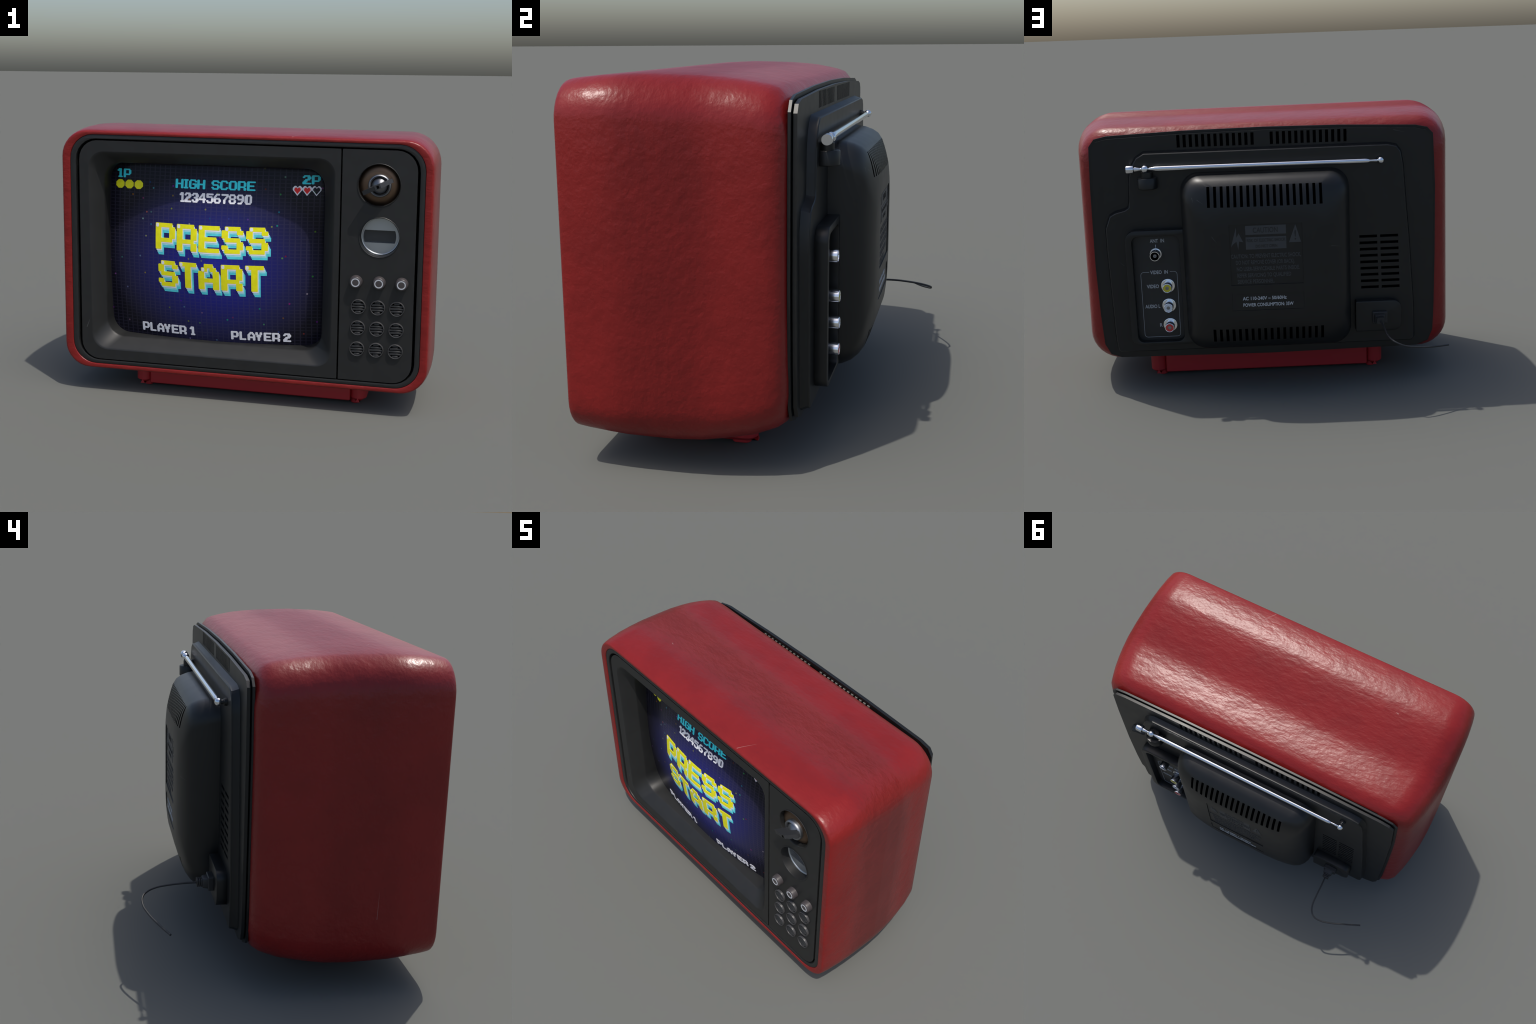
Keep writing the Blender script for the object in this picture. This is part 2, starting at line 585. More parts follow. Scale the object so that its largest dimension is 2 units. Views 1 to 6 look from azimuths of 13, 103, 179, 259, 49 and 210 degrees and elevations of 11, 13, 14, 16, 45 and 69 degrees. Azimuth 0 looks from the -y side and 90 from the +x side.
add("base", to_mesh(plan_block(FX - 0.560, FX + 0.560, -0.436, 0.036, 0.020, 0.17, 0.01, 0.007)), M_FOOT, sharp=35)
for sx in (-1, 1):
    a, b = sorted((FX + sx * 0.557, FX + sx * 0.644))
    bm = plan_block(a, b, -0.443, 0.045, 0.019, 0.17, 0.045, 0.024)
    for y0, y1 in ((-0.408, -0.31), (-0.064, 0.012)):
        c, d = sorted((FX + sx * 0.558, FX + sx * 0.606))
        merge(bm, plan_block(c, d, y0, y1, 0.0, 0.03, 0.022, 0.004))
    add("base_foot", to_mesh(bm), M_FOOT, sharp=35)

# ----------------------------------------------------------------- front
def tapered(poly):
    return [(0.009 + (x - 0.009) * (1 + 0.011 * (0.8 - z)), z - 0.006 * x * max(0, (z - 0.8) / 0.6)) for x, z in poly]


frame_out = tapered(rrect(-0.918, 0.936, 0.159, 1.3955, 0.128, 6))
frame_in = tapered(rrect(-0.887, 0.910, 0.179, 1.3735, 0.112, 6))
add("front_frame", plate([frame_out, frame_in], -0.578, -0.505, 0.003), M_FRONT, sharp=35)
bm = loft([ring_at(inset(frame_out, -0.02), -0.515), ring_at(inset(frame_in, 0.05), -0.515)])
add("frame_groove", to_mesh(bm), M_VOID, sharp=0)

OPEN = (-0.815, 0.493, 0.240, 1.313)
left_out = tapered(rrect(-0.869, 0.5205, 0.1855, 1.3655, (0.1, 0.004, 0.004, 0.1), 6))
opening = rrect(*OPEN, 0.085, 8)
screen_surround = add("screen_surround", plate([left_out, opening], -0.575, -0.512), M_FRONT, sharp=35)


def bezel_ring(d, y, r):
    x0, x1, z0, z1 = OPEN
    return ring_at(rrect(x0 + d, x1 - d, z0 + d, z1 - d, r, 8), y)


bz = [bezel_ring(0.0, -0.575, 0.085), bezel_ring(0.004, -0.5738, 0.084), bezel_ring(0.009, -0.570, 0.083), bezel_ring(0.030, -0.545, 0.088),
      bezel_ring(0.056, -0.512, 0.094), bezel_ring(0.060, -0.506, 0.095), bezel_ring(0.0625, -0.500, 0.095), bezel_ring(0.064, -0.375, 0.095)]
add("bezel", to_mesh(loft(bz)), M_FRONT, parent=screen_surround, sharp=50)

DIAL = (0.708, 1.189)
TUNER = (0.7185, 0.931)
right_out = tapered(rrect(0.5285, 0.897, 0.1855, 1.3655, (0.004, 0.1, 0.1, 0.004), 6))
GRILLES = [circle(0.6255 + 0.0965 * i, 0.5745 - 0.1102 * j, 0.0336, 20) for i in range(3) for j in range(3)]
control_panel = add("control_panel", plate([right_out, circle(*DIAL, 0.1035, 48), circle(*TUNER, 0.0985, 24)] + GRILLES, -0.575, -0.512), M_FRONT, sharp=35)

# screen: domed glass built from concentric outlines
sx0, sx1, sz0, sz1 = -0.757, 0.437, 0.297, 1.256
edge = rrect(sx0, sx1, sz0, sz1, 0.075, 10)
dense = []
for i, p in enumerate(edge):
    q = edge[(i + 1) % len(edge)]
    k = 12 if math.dist(p, q) > 0.2 else 1
    dense += [(p[0] + (q[0] - p[0]) * j / k, p[1] + (q[1] - p[1]) * j / k) for j in range(k)]
rings = []
for s in [i / 16 for i in range(16, 0, -1)]:
    rings.append([(SCX + (x - SCX) * s, screen_y(SCX + (x - SCX) * s, SCZ + (z - SCZ) * s), SCZ + (z - SCZ) * s) for x, z in dense])
bm = loft(rings)
bm.verts.ensure_lookup_table()
inner = list(bm.verts)[-len(dense):]
c = bm.verts.new((SCX, screen_y(SCX, SCZ), SCZ))
for i in range(len(inner)):
    bm.faces.new((inner[i], inner[(i + 1) % len(inner)], c))
me = to_mesh(bm)
if sum(p.normal.y for p in me.polygons) > 0:
    me.flip_normals()
screen = add("screen", me, M_SCREEN, sharp=60)

# ----------------------------------------------------------------- pixel lettering on the screen
# glyphs as strokes (column, row, width, height) on a 7 x 7 pixel grid, row 0 on top
GLYPH = {
    "P": [(0, 0, 2, 7), (2, 0, 4, 1), (5, 1, 2, 3), (2, 4, 4, 1)],
    "R": [(0, 0, 2, 7), (2, 0, 4, 1), (5, 1, 2, 3), (2, 4, 4, 1), (5, 5, 2, 2)],
    "E": [(0, 0, 2, 7), (2, 0, 5, 1), (2, 3, 4, 1), (2, 6, 5, 1)],
    "S": [(1, 0, 5, 1), (0, 1, 2, 2), (5, 1, 2, 1), (1, 3, 5, 1), (5, 4, 2, 2), (0, 5, 2, 1), (1, 6, 5, 1)],
    "T": [(0, 0, 6, 1), (2, 1, 2, 6)],
    "A": [(2, 0, 3, 1), (1, 1, 2, 1), (4, 1, 2, 1), (0, 2, 2, 5), (5, 2, 2, 5), (2, 4, 3, 1)],
    "H": [(0, 0, 2, 7), (5, 0, 2, 7), (2, 3, 3, 1)],
    "I": [(0, 0, 4, 1), (1, 1, 2, 5), (0, 6, 4, 1)],
    "G": [(1, 0, 5, 1), (0, 1, 2, 5), (5, 1, 2, 1), (3, 3, 4, 1), (5, 4, 2, 2), (1, 6, 5, 1)],
    "C": [(1, 0, 5, 1), (0, 1, 2, 5), (5, 1, 2, 1), (5, 5, 2, 1), (1, 6, 5, 1)],
    "O": [(1, 0, 5, 1), (0, 1, 2, 5), (5, 1, 2, 5), (1, 6, 5, 1)],
    "L": [(0, 0, 2, 6), (0, 6, 6, 1)],
    "Y": [(0, 0, 2, 2), (4, 0, 2, 2), (1, 2, 4, 2), (2, 4, 2, 3)],
    "1": [(1, 0, 3, 1), (0, 1, 4, 1), (2, 2, 2, 4), (1, 6, 4, 1)],
    "2": [(1, 0, 5, 1), (0, 1, 2, 1), (4, 1, 3, 1), (4, 2, 3, 1), (2, 3, 4, 1), (1, 4, 3, 1), (0, 5, 3, 1), (0, 6, 7, 1)],
    "3": [(1, 0, 5, 1), (0, 1, 2, 1), (4, 1, 3, 2), (2, 3, 4, 1), (4, 4, 3, 2), (0, 5, 2, 1), (1, 6, 5, 1)],
    "4": [(3, 0, 3, 1), (2, 1, 4, 1), (1, 2, 2, 1), (4, 2, 2, 1), (0, 3, 2, 1), (4, 3, 2, 1), (0, 4, 7, 1), (4, 5, 2, 2)],
    "5": [(0, 0, 7, 1), (0, 1, 2, 1), (0, 2, 6, 1), (5, 3, 2, 3), (0, 5, 2, 1), (1, 6, 5, 1)],
    "6": [(2, 0, 4, 1), (1, 1, 2, 1), (0, 2, 2, 1), (0, 3, 6, 1), (0, 4, 2, 2), (5, 4, 2, 2), (1, 6, 5, 1)],
    "7": [(0, 0, 7, 1), (5, 1, 2, 1), (4, 2, 2, 1), (3, 3, 2, 1), (2, 4, 2, 3)],
    "8": [(1, 0, 5, 1), (0, 1, 2, 2), (5, 1, 2, 2), (1, 3, 5, 1), (0, 4, 2, 2), (5, 4, 2, 2), (1, 6, 5, 1)],
    "9": [(1, 0, 5, 1), (0, 1, 2, 2), (5, 1, 2, 2), (1, 3, 6, 1), (5, 4, 2, 1), (4, 5, 2, 1), (1, 6, 4, 1)],
    "0": [(1, 0, 5, 1), (0, 1, 3, 5), (5, 1, 2, 5), (1, 6, 5, 1)],
}


def cells_of(strokes):
    return {(c + i, r + j) for c, r, w, h in strokes for i in range(w) for j in range(h)}


def cell_sheet(cells, x, z, px, pz, lift, fat=0.0, cut=0.0, mat=0):
    """Raised sheet over a set of pixels, following the dome of the screen; corners chamfered by cut."""
    bm = bmesh.new()

    def corner(c, r, dc, dr):
        out_c, out_r, out_d = (c + dc, r) not in cells, (c, r + dr) not in cells, (c + dc, r + dr) not in cells
        X, Z = c + (dc > 0), r + (dr > 0)
        fx = fat * dc if out_c else 0
        fz = fat * dr if out_r else 0
        if not out_c and not out_r and out_d:
            pass
        if cut and out_c and out_r:
            return [(X + fx - dc * cut, Z + fz), (X + fx, Z + fz - dr * cut)] if dc * dr > 0 else [(X + fx, Z + fz - dr * cut), (X + fx - dc * cut, Z + fz)]
        return [(X + fx, Z + fz)]

    for c, r in cells:
        pts = []
        for dc, dr in ((-1, -1), (1, -1), (1, 1), (-1, 1)):
            pp = corner(c, r, dc, dr)
            if len(pp) == 2 and (dc, dr) in ((-1, -1), (1, 1)):
                pp = pp[::-1]
            if len(pp) == 2 and (dc, dr) in ((1, -1), (-1, 1)):
                pp = pp[::-1]
            pts += pp
        vs = []
        for u, v in pts:
            X, Z = x + u * px, z - v * pz
            vs.append(bm.verts.new((X, screen_y(X, Z) - lift, Z)))
        f = bm.faces.new(vs)
        f.material_index = mat
    bmesh.ops.remove_doubles(bm, verts=bm.verts, dist=1e-6)
    for f in bm.faces:
        f.normal_update()
        if f.normal.y > 0:
            f.normal_flip()
    res = bmesh.ops.extrude_face_region(bm, geom=bm.faces[:], use_keep_orig=True)
    for v in [g for g in res["geom"] if isinstance(g, bmesh.types.BMVert)]:
        v.co.y += lift + 0.001
    for f in bm.faces:
        f.material_index = mat
    me = bpy.data.meshes.new("m")
    bm.to_mesh(me)
    bm.free()
    return me


def word(text, xs, z_top, z_bot, mat, width=None, px=0.0064, fat=0.05, cut=0.45, kind="letter", lift=0.0012):
    """xs: left edge of each glyph."""
    pz = (z_top - z_bot) / 7
    for ch, x in zip(text, xs):
        if ch == " ":
            continue
        me = cell_sheet(cells_of(GLYPH[ch]), x, z_top, px, pz, lift, fat, cut)
        add("digit" if ch.isdigit() else kind, me, mat, parent=screen, sharp=0)


word("HIGHSCORE", [-0.364, -0.3175, -0.289, -0.2435, -0.166, -0.120, -0.0735, -0.026, 0.0225], 1.1730, 1.1265, P_TEAL, px=0.00620, fat=0.1)
word("1234567890", [-0.3385, -0.3105, -0.270, -0.2305, -0.190, -0.150, -0.1095, -0.070, -0.0285, 0.0130], 1.1045, 1.0565, P_WHITE, px=0.0053, fat=0.15)
word("1P", [-0.7115, -0.6725], 1.2115, 1.1660, P_TEAL, px=0.0064, fat=0.1)
word("2P", [0.3040, 0.3510], 1.2105, 1.1660, P_TEAL, px=0.0062, fat=0.1)
word("PLAYER1", [-0.5695, -0.5245, -0.4820, -0.4390, -0.3960, -0.3510, -0.2905], 0.3765, 0.3290, P_WHITE, px=0.0057, fat=0.18)
word("PLAYER2", [-0.0600, -0.0140, 0.0295, 0.0720, 0.1160, 0.1610, 0.2190], 0.3685, 0.3220, P_WHITE, px=0.0057, fat=0.18)


def big_letter(ch, x, z_top):
    px, pz = 0.0159, 0.0196
    cells = cells_of(GLYPH[ch])
    parts = []
    for s, lift, mat in ((1.0, 0.0008, 3), (0.78, 0.0012, 3), (0.56, 0.0016, 2), (0.27, 0.0021, 1)):
        parts.append(cell_sheet(cells, x + s * 0.0155, z_top - s * 0.031, px, pz, lift, mat=mat))
    parts.append(cell_sheet(cells, x, z_top, px, pz, 0.0027, fat=0.06, cut=0.15, mat=0))
    first = {"S": (1, 0), "A": (1, 1)}.get(ch, (0, 0))
    parts.append(cell_sheet({first}, x + 0.002, z_top - 0.001, px, pz, 0.0032, fat=-0.02, cut=0.2, mat=1))
    o = add("letter", join(parts), [P_YEL, P_WHITE, P_CY1, P_CY2], parent=screen, sharp=0)
    return o


for ch, x in zip("PRESS", (-0.470, -0.347, -0.2235, -0.099, 0.0290)):
    big_letter(ch, x, 0.9385)
for ch, x in zip("START", (-0.4555, -0.3330, -0.2255, -0.1015, 0.0255)):
    big_letter(ch, x, 0.7375)

# coins (octagons) and hearts
for cx in (-0.691, -0.6355, -0.5795):
    bm = bmesh.new()
    vs = []
    for i in range(8):
        a = math.radians(22.5 + 45 * i)
        X, Z = cx + 0.0272 * math.cos(a), 1.1315 + 0.0247 * math.sin(a)
        vs.append(bm.verts.new((X, screen_y(X, Z) - 0.0015, Z)))
    f = bm.faces.new(vs)
    r = bmesh.ops.extrude_face_region(bm, geom=[f], use_keep_orig=True)
    for v in [g for g in r["geom"] if isinstance(g, bmesh.types.BMVert)]:
        v.co.y += 0.002
    add("coin", to_mesh(bm), P_YEL, parent=screen, sharp=0)

HEART = [(0, -1.0), (1.0, 0.15), (1.0, 0.55), (0.62, 0.95), (0.32, 0.95), (0, 0.62), (-0.32, 0.95), (-0.62, 0.95), (-1.0, 0.55), (-1.0, 0.15)]


def heart_sheet(cx, cz, sc_out, sc_in, lift, mat):
    bm = bmesh.new()

    def pt(p, s):
        X, Z = cx + p[0] * 0.0235 * s, cz + p[1] * 0.0250 * s
        return bm.verts.new((X, screen_y(X, Z) - lift, Z))

    o = [pt(p, sc_out) for p in HEART]
    if sc_in:
        i = [pt(p, sc_in) for p in HEART]
        fs = [bm.faces.new((o[k], o[(k + 1) % 10], i[(k + 1) % 10], i[k])) for k in range(10)]
    else:
        c = bm.verts.new((cx, screen_y(cx, cz) - lift, cz))
        fs = [bm.faces.new((o[k], o[(k + 1) % 10], c)) for k in range(10)]
    r = bmesh.ops.extrude_face_region(bm, geom=fs, use_keep_orig=True)
    for v in [g for g in r["geom"] if isinstance(g, bmesh.types.BMVert)]:
        v.co.y += lift + 0.0005
    for f in bm.faces:
        f.material_index = mat
    return to_mesh(bm)


for cx, full in ((0.2805, True), (0.3295, True), (0.3772, False)):
    parts = [heart_sheet(cx, 1.1320, 1.03, 0.70 if full else 0.76, 0.0015, 1)]
    if full:
        parts.append(heart_sheet(cx + 0.0008, 1.1315, 0.72, None, 0.0011, 0))
    add("heart", join(parts), [P_HEART, P_WHITE], parent=screen, sharp=0)

# ----------------------------------------------------------------- upper dial
dx, dz = DIAL
prof = [(0.1075, -0.5762), (0.1055, -0.5785), (0.1035, -0.577), (0.1025, -0.574), (0.1022, -0.545)]
add("dial_recess", to_mesh(lathe(prof, (dx, 0, dz), n=48, cap=False)), M_FRONT, parent=control_panel, sharp=50)
dial = add("tuning_dial", to_mesh(lathe([(0.102, -0.548), (0.096, -0.552), (0.088, -0.560), (0.07, -0.5655), (0.054, -0.568), (0.01, -0.568)], (dx, 0, dz), n=48)), M_BRONZE, sharp=40)
kx, kz = 0.711, 1.188
add("dial_ring", to_mesh(lathe([(0.0572, -0.566), (0.0572, -0.579), (0.0548, -0.5875), (0.0500, -0.5905), (0.0452, -0.5880), (0.0420, -0.580), (0.0420, -0.574)], (kx, 0, kz), n=40, cap=False)), M_STEEL, parent=dial, sharp=50)
add("dial_cap", to_mesh(lathe([(0.0405, -0.574), (0.0400, -0.580), (0.0385, -0.583), (0.020, -0.596), (0.004, -0.606)], (kx, 0, kz), n=40)), M_CAP, parent=dial, sharp=50)
# pointer lever: thin bar seen edge on, higher at the slotted hub
lever = [(-0.084, -0.634), (-0.076, -0.639), (-0.024, -0.645), (-0.018, -0.6490), (0.012, -0.6490), (0.018, -0.644), (0.036, -0.638), (0.050, -0.624), (0.072, -0.612), (0.072, -0.598), (0.040, -0.588), (-0.030, -0.588)]
bm = loft([[(u, y, -0.0105) for u, y in lever], [(u, y, 0.0105) for u, y in lever]], (True, True))
bmesh.ops.rotate(bm, verts=bm.verts, cent=(0, 0, 0), matrix=Matrix.Rotation(math.radians(-25), 3, "Y"))
bmesh.ops.translate(bm, verts=bm.verts, vec=(kx, 0, kz + 0.002))
add("dial_lever", to_mesh(bm), M_LEVER, parent=dial, sharp=30)
bm = bmesh.new()
box(bm, -0.008, 0.004, -0.6494, -0.62, -0.007, 0.007)
bmesh.ops.rotate(bm, verts=bm.verts, cent=(0, 0, 0), matrix=Matrix.Rotation(math.radians(-25), 3, "Y"))
bmesh.ops.translate(bm, verts=bm.verts, vec=(kx, 0, kz + 0.002))
add("lever_slot", to_mesh(bm), M_VOID, parent=dial, sharp=0)

# ----------------------------------------------------------------- lower tuner window
tx, tz = TUNER
add("tuner_recess", to_mesh(lathe([(0.1035, -0.5762), (0.101, -0.5785), (0.0985, -0.577), (0.0975, -0.573), (0.0965, -0.495)], (tx, 0, tz), n=24, cap=False)), M_FRONT, parent=control_panel, sharp=20)
cxt, czt = tx - 0.003, tz - 0.0035
slot = []
for side in (0, 180):
    for k in range(9):
        a = math.radians(side - 23 + 46 * k / 8)
        slot.append((cxt + 0.0815 * math.cos(a), czt + 0.0815 * math.sin(a)))
tuner = add("tuner_face", plate([circle(tx, tz, 0.0885, 40), slot], -0.5265, -0.500), M_MIRROR, sharp=30)
add("tuner_rim", to_mesh(lathe([(0.0975, -0.525), (0.0945, -0.5315), (0.0905, -0.5305), (0.0880, -0.5255)], (tx, 0, tz), n=40, cap=False)), M_MIRROR, parent=tuner, sharp=50)
add("tuner_window", plate([circle(tx, tz, 0.086, 32)], -0.5035, -0.498), M_WINDOW, parent=tuner, sharp=30)

# ----------------------------------------------------------------- buttons and speaker grilles
button_mesh = ring_mesh = None
for x in (0.6105, 0.726, 0.8375):
    p = [(0.0330, 0.002), (0.0318, -0.006), (0.0300, -0.024), (0.0280, -0.0285), (0.0235, -0.030), (0.001, -0.030)]
    if button_mesh is None:
        b = add("button", to_mesh(lathe(p, (0, 0, 0), n=32)), M_BUTTON, sharp=50)
        r = add("button_ring", to_mesh(lathe([(0.0218, -0.029), (0.0216, -0.0312), (0.0165, -0.0312), (0.0163, -0.029)], (0, 0, 0), n=32, cap=False)), M_INK2, parent=b, sharp=40)
        button_mesh, ring_mesh = b.data, r.data
    else:
        b = bpy.data.objects.new("button", button_mesh)
        r = bpy.data.objects.new("button_ring", ring_mesh)
        COL.objects.link(b)
        COL.objects.link(r)
        b.parent, r.parent = ROOT, b
    b.location = (x, -0.5755, 0.703)

gm = None
for i in range(3):
    for j in range(3):
        loc = (0.6255 + 0.0965 * i, -0.5765, 0.5745 - 0.1102 * j)
        if gm is None:
            g = add("speaker_grille", to_mesh(lathe([(0.0385, 0.002), (0.0378, -0.0075), (0.0362, -0.010), (0.0342, -0.0095), (0.0332, -0.006), (0.0332, 0.02)], (0, 0, 0), n=20, cap=False)), M_GRILLE, sharp=50)
            slats = bmesh.new()
            n = 5
            for k in range(n):
                z = (k - (n - 1) / 2) * 0.0135
                w = math.sqrt(max(0, 0.0338 ** 2 - (abs(z) + 0.0035) ** 2))
                merge(slats, rbox(-w, w, -0.0065, 0.012, z - 0.0046, z + 0.0046, 0.0012, 1))
            s = add("grille_slat", to_mesh(slats), M_LEVER, parent=g, sharp=40)
            s["kind"] = "stuff"
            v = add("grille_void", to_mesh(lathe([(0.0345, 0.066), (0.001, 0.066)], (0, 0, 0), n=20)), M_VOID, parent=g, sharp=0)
            gm = (g.data, s.data, v.data)
            g.location = loc
        else:
            g = bpy.data.objects.new("speaker_grille", gm[0])
            COL.objects.link(g)
            g.parent = ROOT
            g.location = loc
            for nm, d in (("grille_slat", gm[1]), ("grille_void", gm[2])):
                s = bpy.data.objects.new(nm, d)
                COL.objects.link(s)
                s.parent = g
                if nm == "grille_slat":
                    s["kind"] = "stuff"

# ----------------------------------------------------------------- back cover
rim = [(0.891, 0.70), (0.886, 1.10), (0.878, 1.306), (0.849, 1.344), (0.786, 1.358), (0.40, 1.372), (0.0, 1.377), (-0.392, 1.373), (-0.774, 1.359), (-0.834, 1.346), (-0.864, 1.315),
       (-0.876, 1.05), (-0.876, 0.70), (-0.872, 0.42), (-0.866, 0.272), (-0.842, 0.212), (-0.78, 0.186), (0.0, 0.176), (0.79, 0.186), (0.845, 0.205), (0.874, 0.262), (0.884, 0.42)]
slots = []
for x_first, n in ((0.4245, 13), (-0.0435, 13)):
    for k in range(n):
        x = x_first - k * 0.03095
        slots.append([(x - 0.0078, 1.2905), (x + 0.0078, 1.2905), (x + 0.0078, 1.353), (x - 0.0078, 1.353)])
VENT_HOLE = rrect(-0.70, -0.46, 0.50, 0.83, 0.01, 3)
HOUSE_HOLE = rrect(-0.40, 0.40, 0.28, 1.13, 0.05, 3)
plate_in = inset(rim, 0.0145)
back_cover = add("back_cover", plate([plate_in, VENT_HOLE, HOUSE_HOLE] + slots, 0.228, 0.242, 0.0), M_BACK, sharp=30)
add("back_rim", plate([rim, VENT_HOLE, HOUSE_HOLE] + slots, 0.212, 0.2225, 0.0), M_BACK, parent=back_cover, sharp=30)
add("back_collar", COLLAR, M_BACK, parent=back_cover, sharp=40)
bm = bmesh.new()
for sl in slots:
    x0, x1 = min(p[0] for p in sl), max(p[0] for p in sl)
    box(bm, x0, x1, 0.2065, 0.2115, 1.3255, 1.3545)
grey_blocks = add("vent_grey_block", to_mesh(bm), M_SLOT_GREY, parent=back_cover, sharp=0)
grey_blocks["kind"] = "stuff"
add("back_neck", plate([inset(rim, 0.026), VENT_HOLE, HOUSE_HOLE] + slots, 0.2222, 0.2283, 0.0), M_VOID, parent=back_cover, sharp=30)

# raised centre plate with a stepped left side
step = [(0.824, 0.78), (0.823, 0.895), (0.797, 0.963), (0.765, 0.981), (0.714, 0.994), (0.700, 1.004), (0.695, 1.03), (0.686, 1.159), (0.668, 1.217), (0.645, 1.254), (0.602, 1.279),
        (-0.625, 1.281), (-0.675, 1.270), (-0.699, 1.239), (-0.712, 1.165), (-0.726, 0.97), (-0.742, 0.78), (-0.764, 0.43), (-0.768, 0.245), (-0.748, 0.225), (0.0, 0.223), (0.785, 0.223), (0.806, 0.24), (0.812, 0.30)]
vents = []
for col, (xa, xb) in enumerate(((-0.4765, -0.568), (-0.5835, -0.6765))):
    for k in range(9):
        z = 0.8035 - k * 0.0338
        d = 0.0008 * k
        vents.append([(xb - d, z - 0.007), (xa - d, z - 0.007), (xa - d, z + 0.007), (xb - d, z + 0.007)])
s1, s2, s3 = step, inset(step, 0.010), inset(step, 0.0140)
raised = add("raised_plate", to_mesh(loft([ring_at(s1, 0.2415), ring_at(s2, 0.2655), ring_at(s2, 0.2735), ring_at(s3, 0.277)])), M_BACK, parent=back_cover, sharp=30)
add("raised_face", plate([s3, HOUSE_HOLE] + vents, 0.268, 0.277), M_BACK, parent=back_cover, sharp=30)

# picture-tube housing
HOUSE = [(0.270, 0.427, 1.168, 0.247, 0.095), (0.330, 0.422, 1.160, 0.254, 0.10), (0.365, 0.411, 1.149, 0.268, 0.10), (0.392, 0.395, 1.134, 0.289, 0.10), (0.412, 0.376, 1.111, 0.313, 0.11),
         (0.426, 0.355, 1.085, 0.342, 0.13), (0.438, 0.328, 1.058, 0.376, 0.14), (0.448, 0.298, 1.034, 0.406, 0.15), (0.4545, 0.26, 1.008, 0.442, 0.15), (0.4578, 0.205, 0.968, 0.492, 0.14), (0.4590, 0.10, 0.90, 0.58, 0.08)]
rings = [ring_at(rrect(-w, w, b, t, r, 8), y) for y, w, t, b, r in HOUSE]
housing = add("tube_housing", to_mesh(loft(rings, (True, True))), [M_BACK, M_VOID], sharp=45)
cut = bmesh.new()
for k in range(18):
    x = 0.2788 - k * (0.5515 / 17)
    box(cut, x - 0.0072, x + 0.0072, 0.20, 0.50, 1.0135, 1.1125)
for k in range(18):
    x = 0.2800 - k * (0.546 / 17)
    box(cut, x - 0.0072, x + 0.0072, 0.20, 0.50, 0.315, 0.386)
slot_cut = to_mesh(cut)
cut = bmesh.new()
# shallow label fields
box(cut, -0.1755, 0.1845, 0.4538, 0.50, 0.6185, 0.927)
box(cut, -0.1755, 0.1845, 0.4538, 0.50, 0.4865, 0.5755)
for me, mat in ((slot_cut, M_VOID), (to_mesh(cut), M_BACK)):
    me.materials.append(mat)
    co_ = bpy.data.objects.new("cutter", me)
    COL.objects.link(co_)
    md = housing.modifiers.new("cut", "BOOLEAN")
    md.operation = "DIFFERENCE"
    md.object = co_
    md.solver = "EXACT"
    md.material_mode = "TRANSFER"
    bpy.context.view_layer.update()
    newm = bpy.data.meshes.new_from_object(housing.evaluated_get(bpy.context.evaluated_depsgraph_get()))
    housing.modifiers.clear()
    housing.data = newm
    bpy.data.objects.remove(co_)


newm.polygons.foreach_set("use_smooth", [True] * len(newm.polygons))
newm.set_sharp_from_angle(angle=math.radians(40))

# lettering on the housing
YL = 0.4540
small = []
bmq = bmesh.new()
box(bmq, -0.0955, 0.1045, YL - 0.001, YL + 0.0012, 0.874, 0.9195)
box(bmq, -0.0955, 0.1045, YL - 0.001, YL + 0.0012, 0.800, 0.862)
# warning triangle and arrow flash
tri = [(-0.1085, 0.829), (-0.1685, 0.829), (-0.1420, 0.9195)]
flash = [(0.178, 0.815), (0.150, 0.9125), (0.149, 0.862), (0.138, 0.883), (0.1165, 0.838), (0.136, 0.842), (0.142, 0.800), (0.150, 0.842), (0.166, 0.830)]
bms = [to_mesh(bmq), plate([tri], YL - 0.001, YL + 0.0012), plate([flash], YL - 0.001, YL + 0.0012)]
add("caution_badge", join(bms), M_EMBOSS, parent=housing, sharp=0)
let = [text_mesh("CAUTION", 0.0675, 0.8835, YL + 0.0012, 0.038, width=0.122), text_mesh("RISK OF ELECTRIC SHOCK", 0.099, 0.838, YL + 0.0012, 0.022, width=0.19),
       text_mesh("DO NOT OPEN", 0.056, 0.808, YL + 0.0012, 0.022, width=0.106), text_mesh("!", -0.1365, 0.842, YL + 0.0012, 0.07, width=0.008)]
add("caution_lettering", join(let), M_EMBOSS2, parent=housing, sharp=0)
lines = [("CAUTION: TO PREVENT ELECTRIC SHOCK,", 0.180, 0.757, 0.346), ("DO NOT REMOVE COVER (OR BACK).", 0.1575, 0.725, 0.292), ("NO USER-SERVICEABLE PARTS INSIDE.", 0.1545, 0.692, 0.312),
         ("REFER SERVICING TO QUALIFIED", 0.1535, 0.659, 0.268), ("SERVICE PERSONNEL.", 0.1525, 0.627, 0.184)]
add("caution_text", join([text_mesh(t, x, z, YL, 0.0285, width=w, bold=0.0005) for t, x, z, w in lines]), M_EMBOSS, parent=housing, sharp=0)
lines = [("AC 110-240V ~ 50/60Hz", 0.131, 0.5405, 0.219), ("POWER CONSUMPTION: 35W", 0.1295, 0.5070, 0.251)]
add("rating_text", join([text_mesh(t, x, z, YL, 0.0245, width=w, bold=0.0003) for t, x, z, w in lines]), M_INK2, parent=housing, sharp=0)

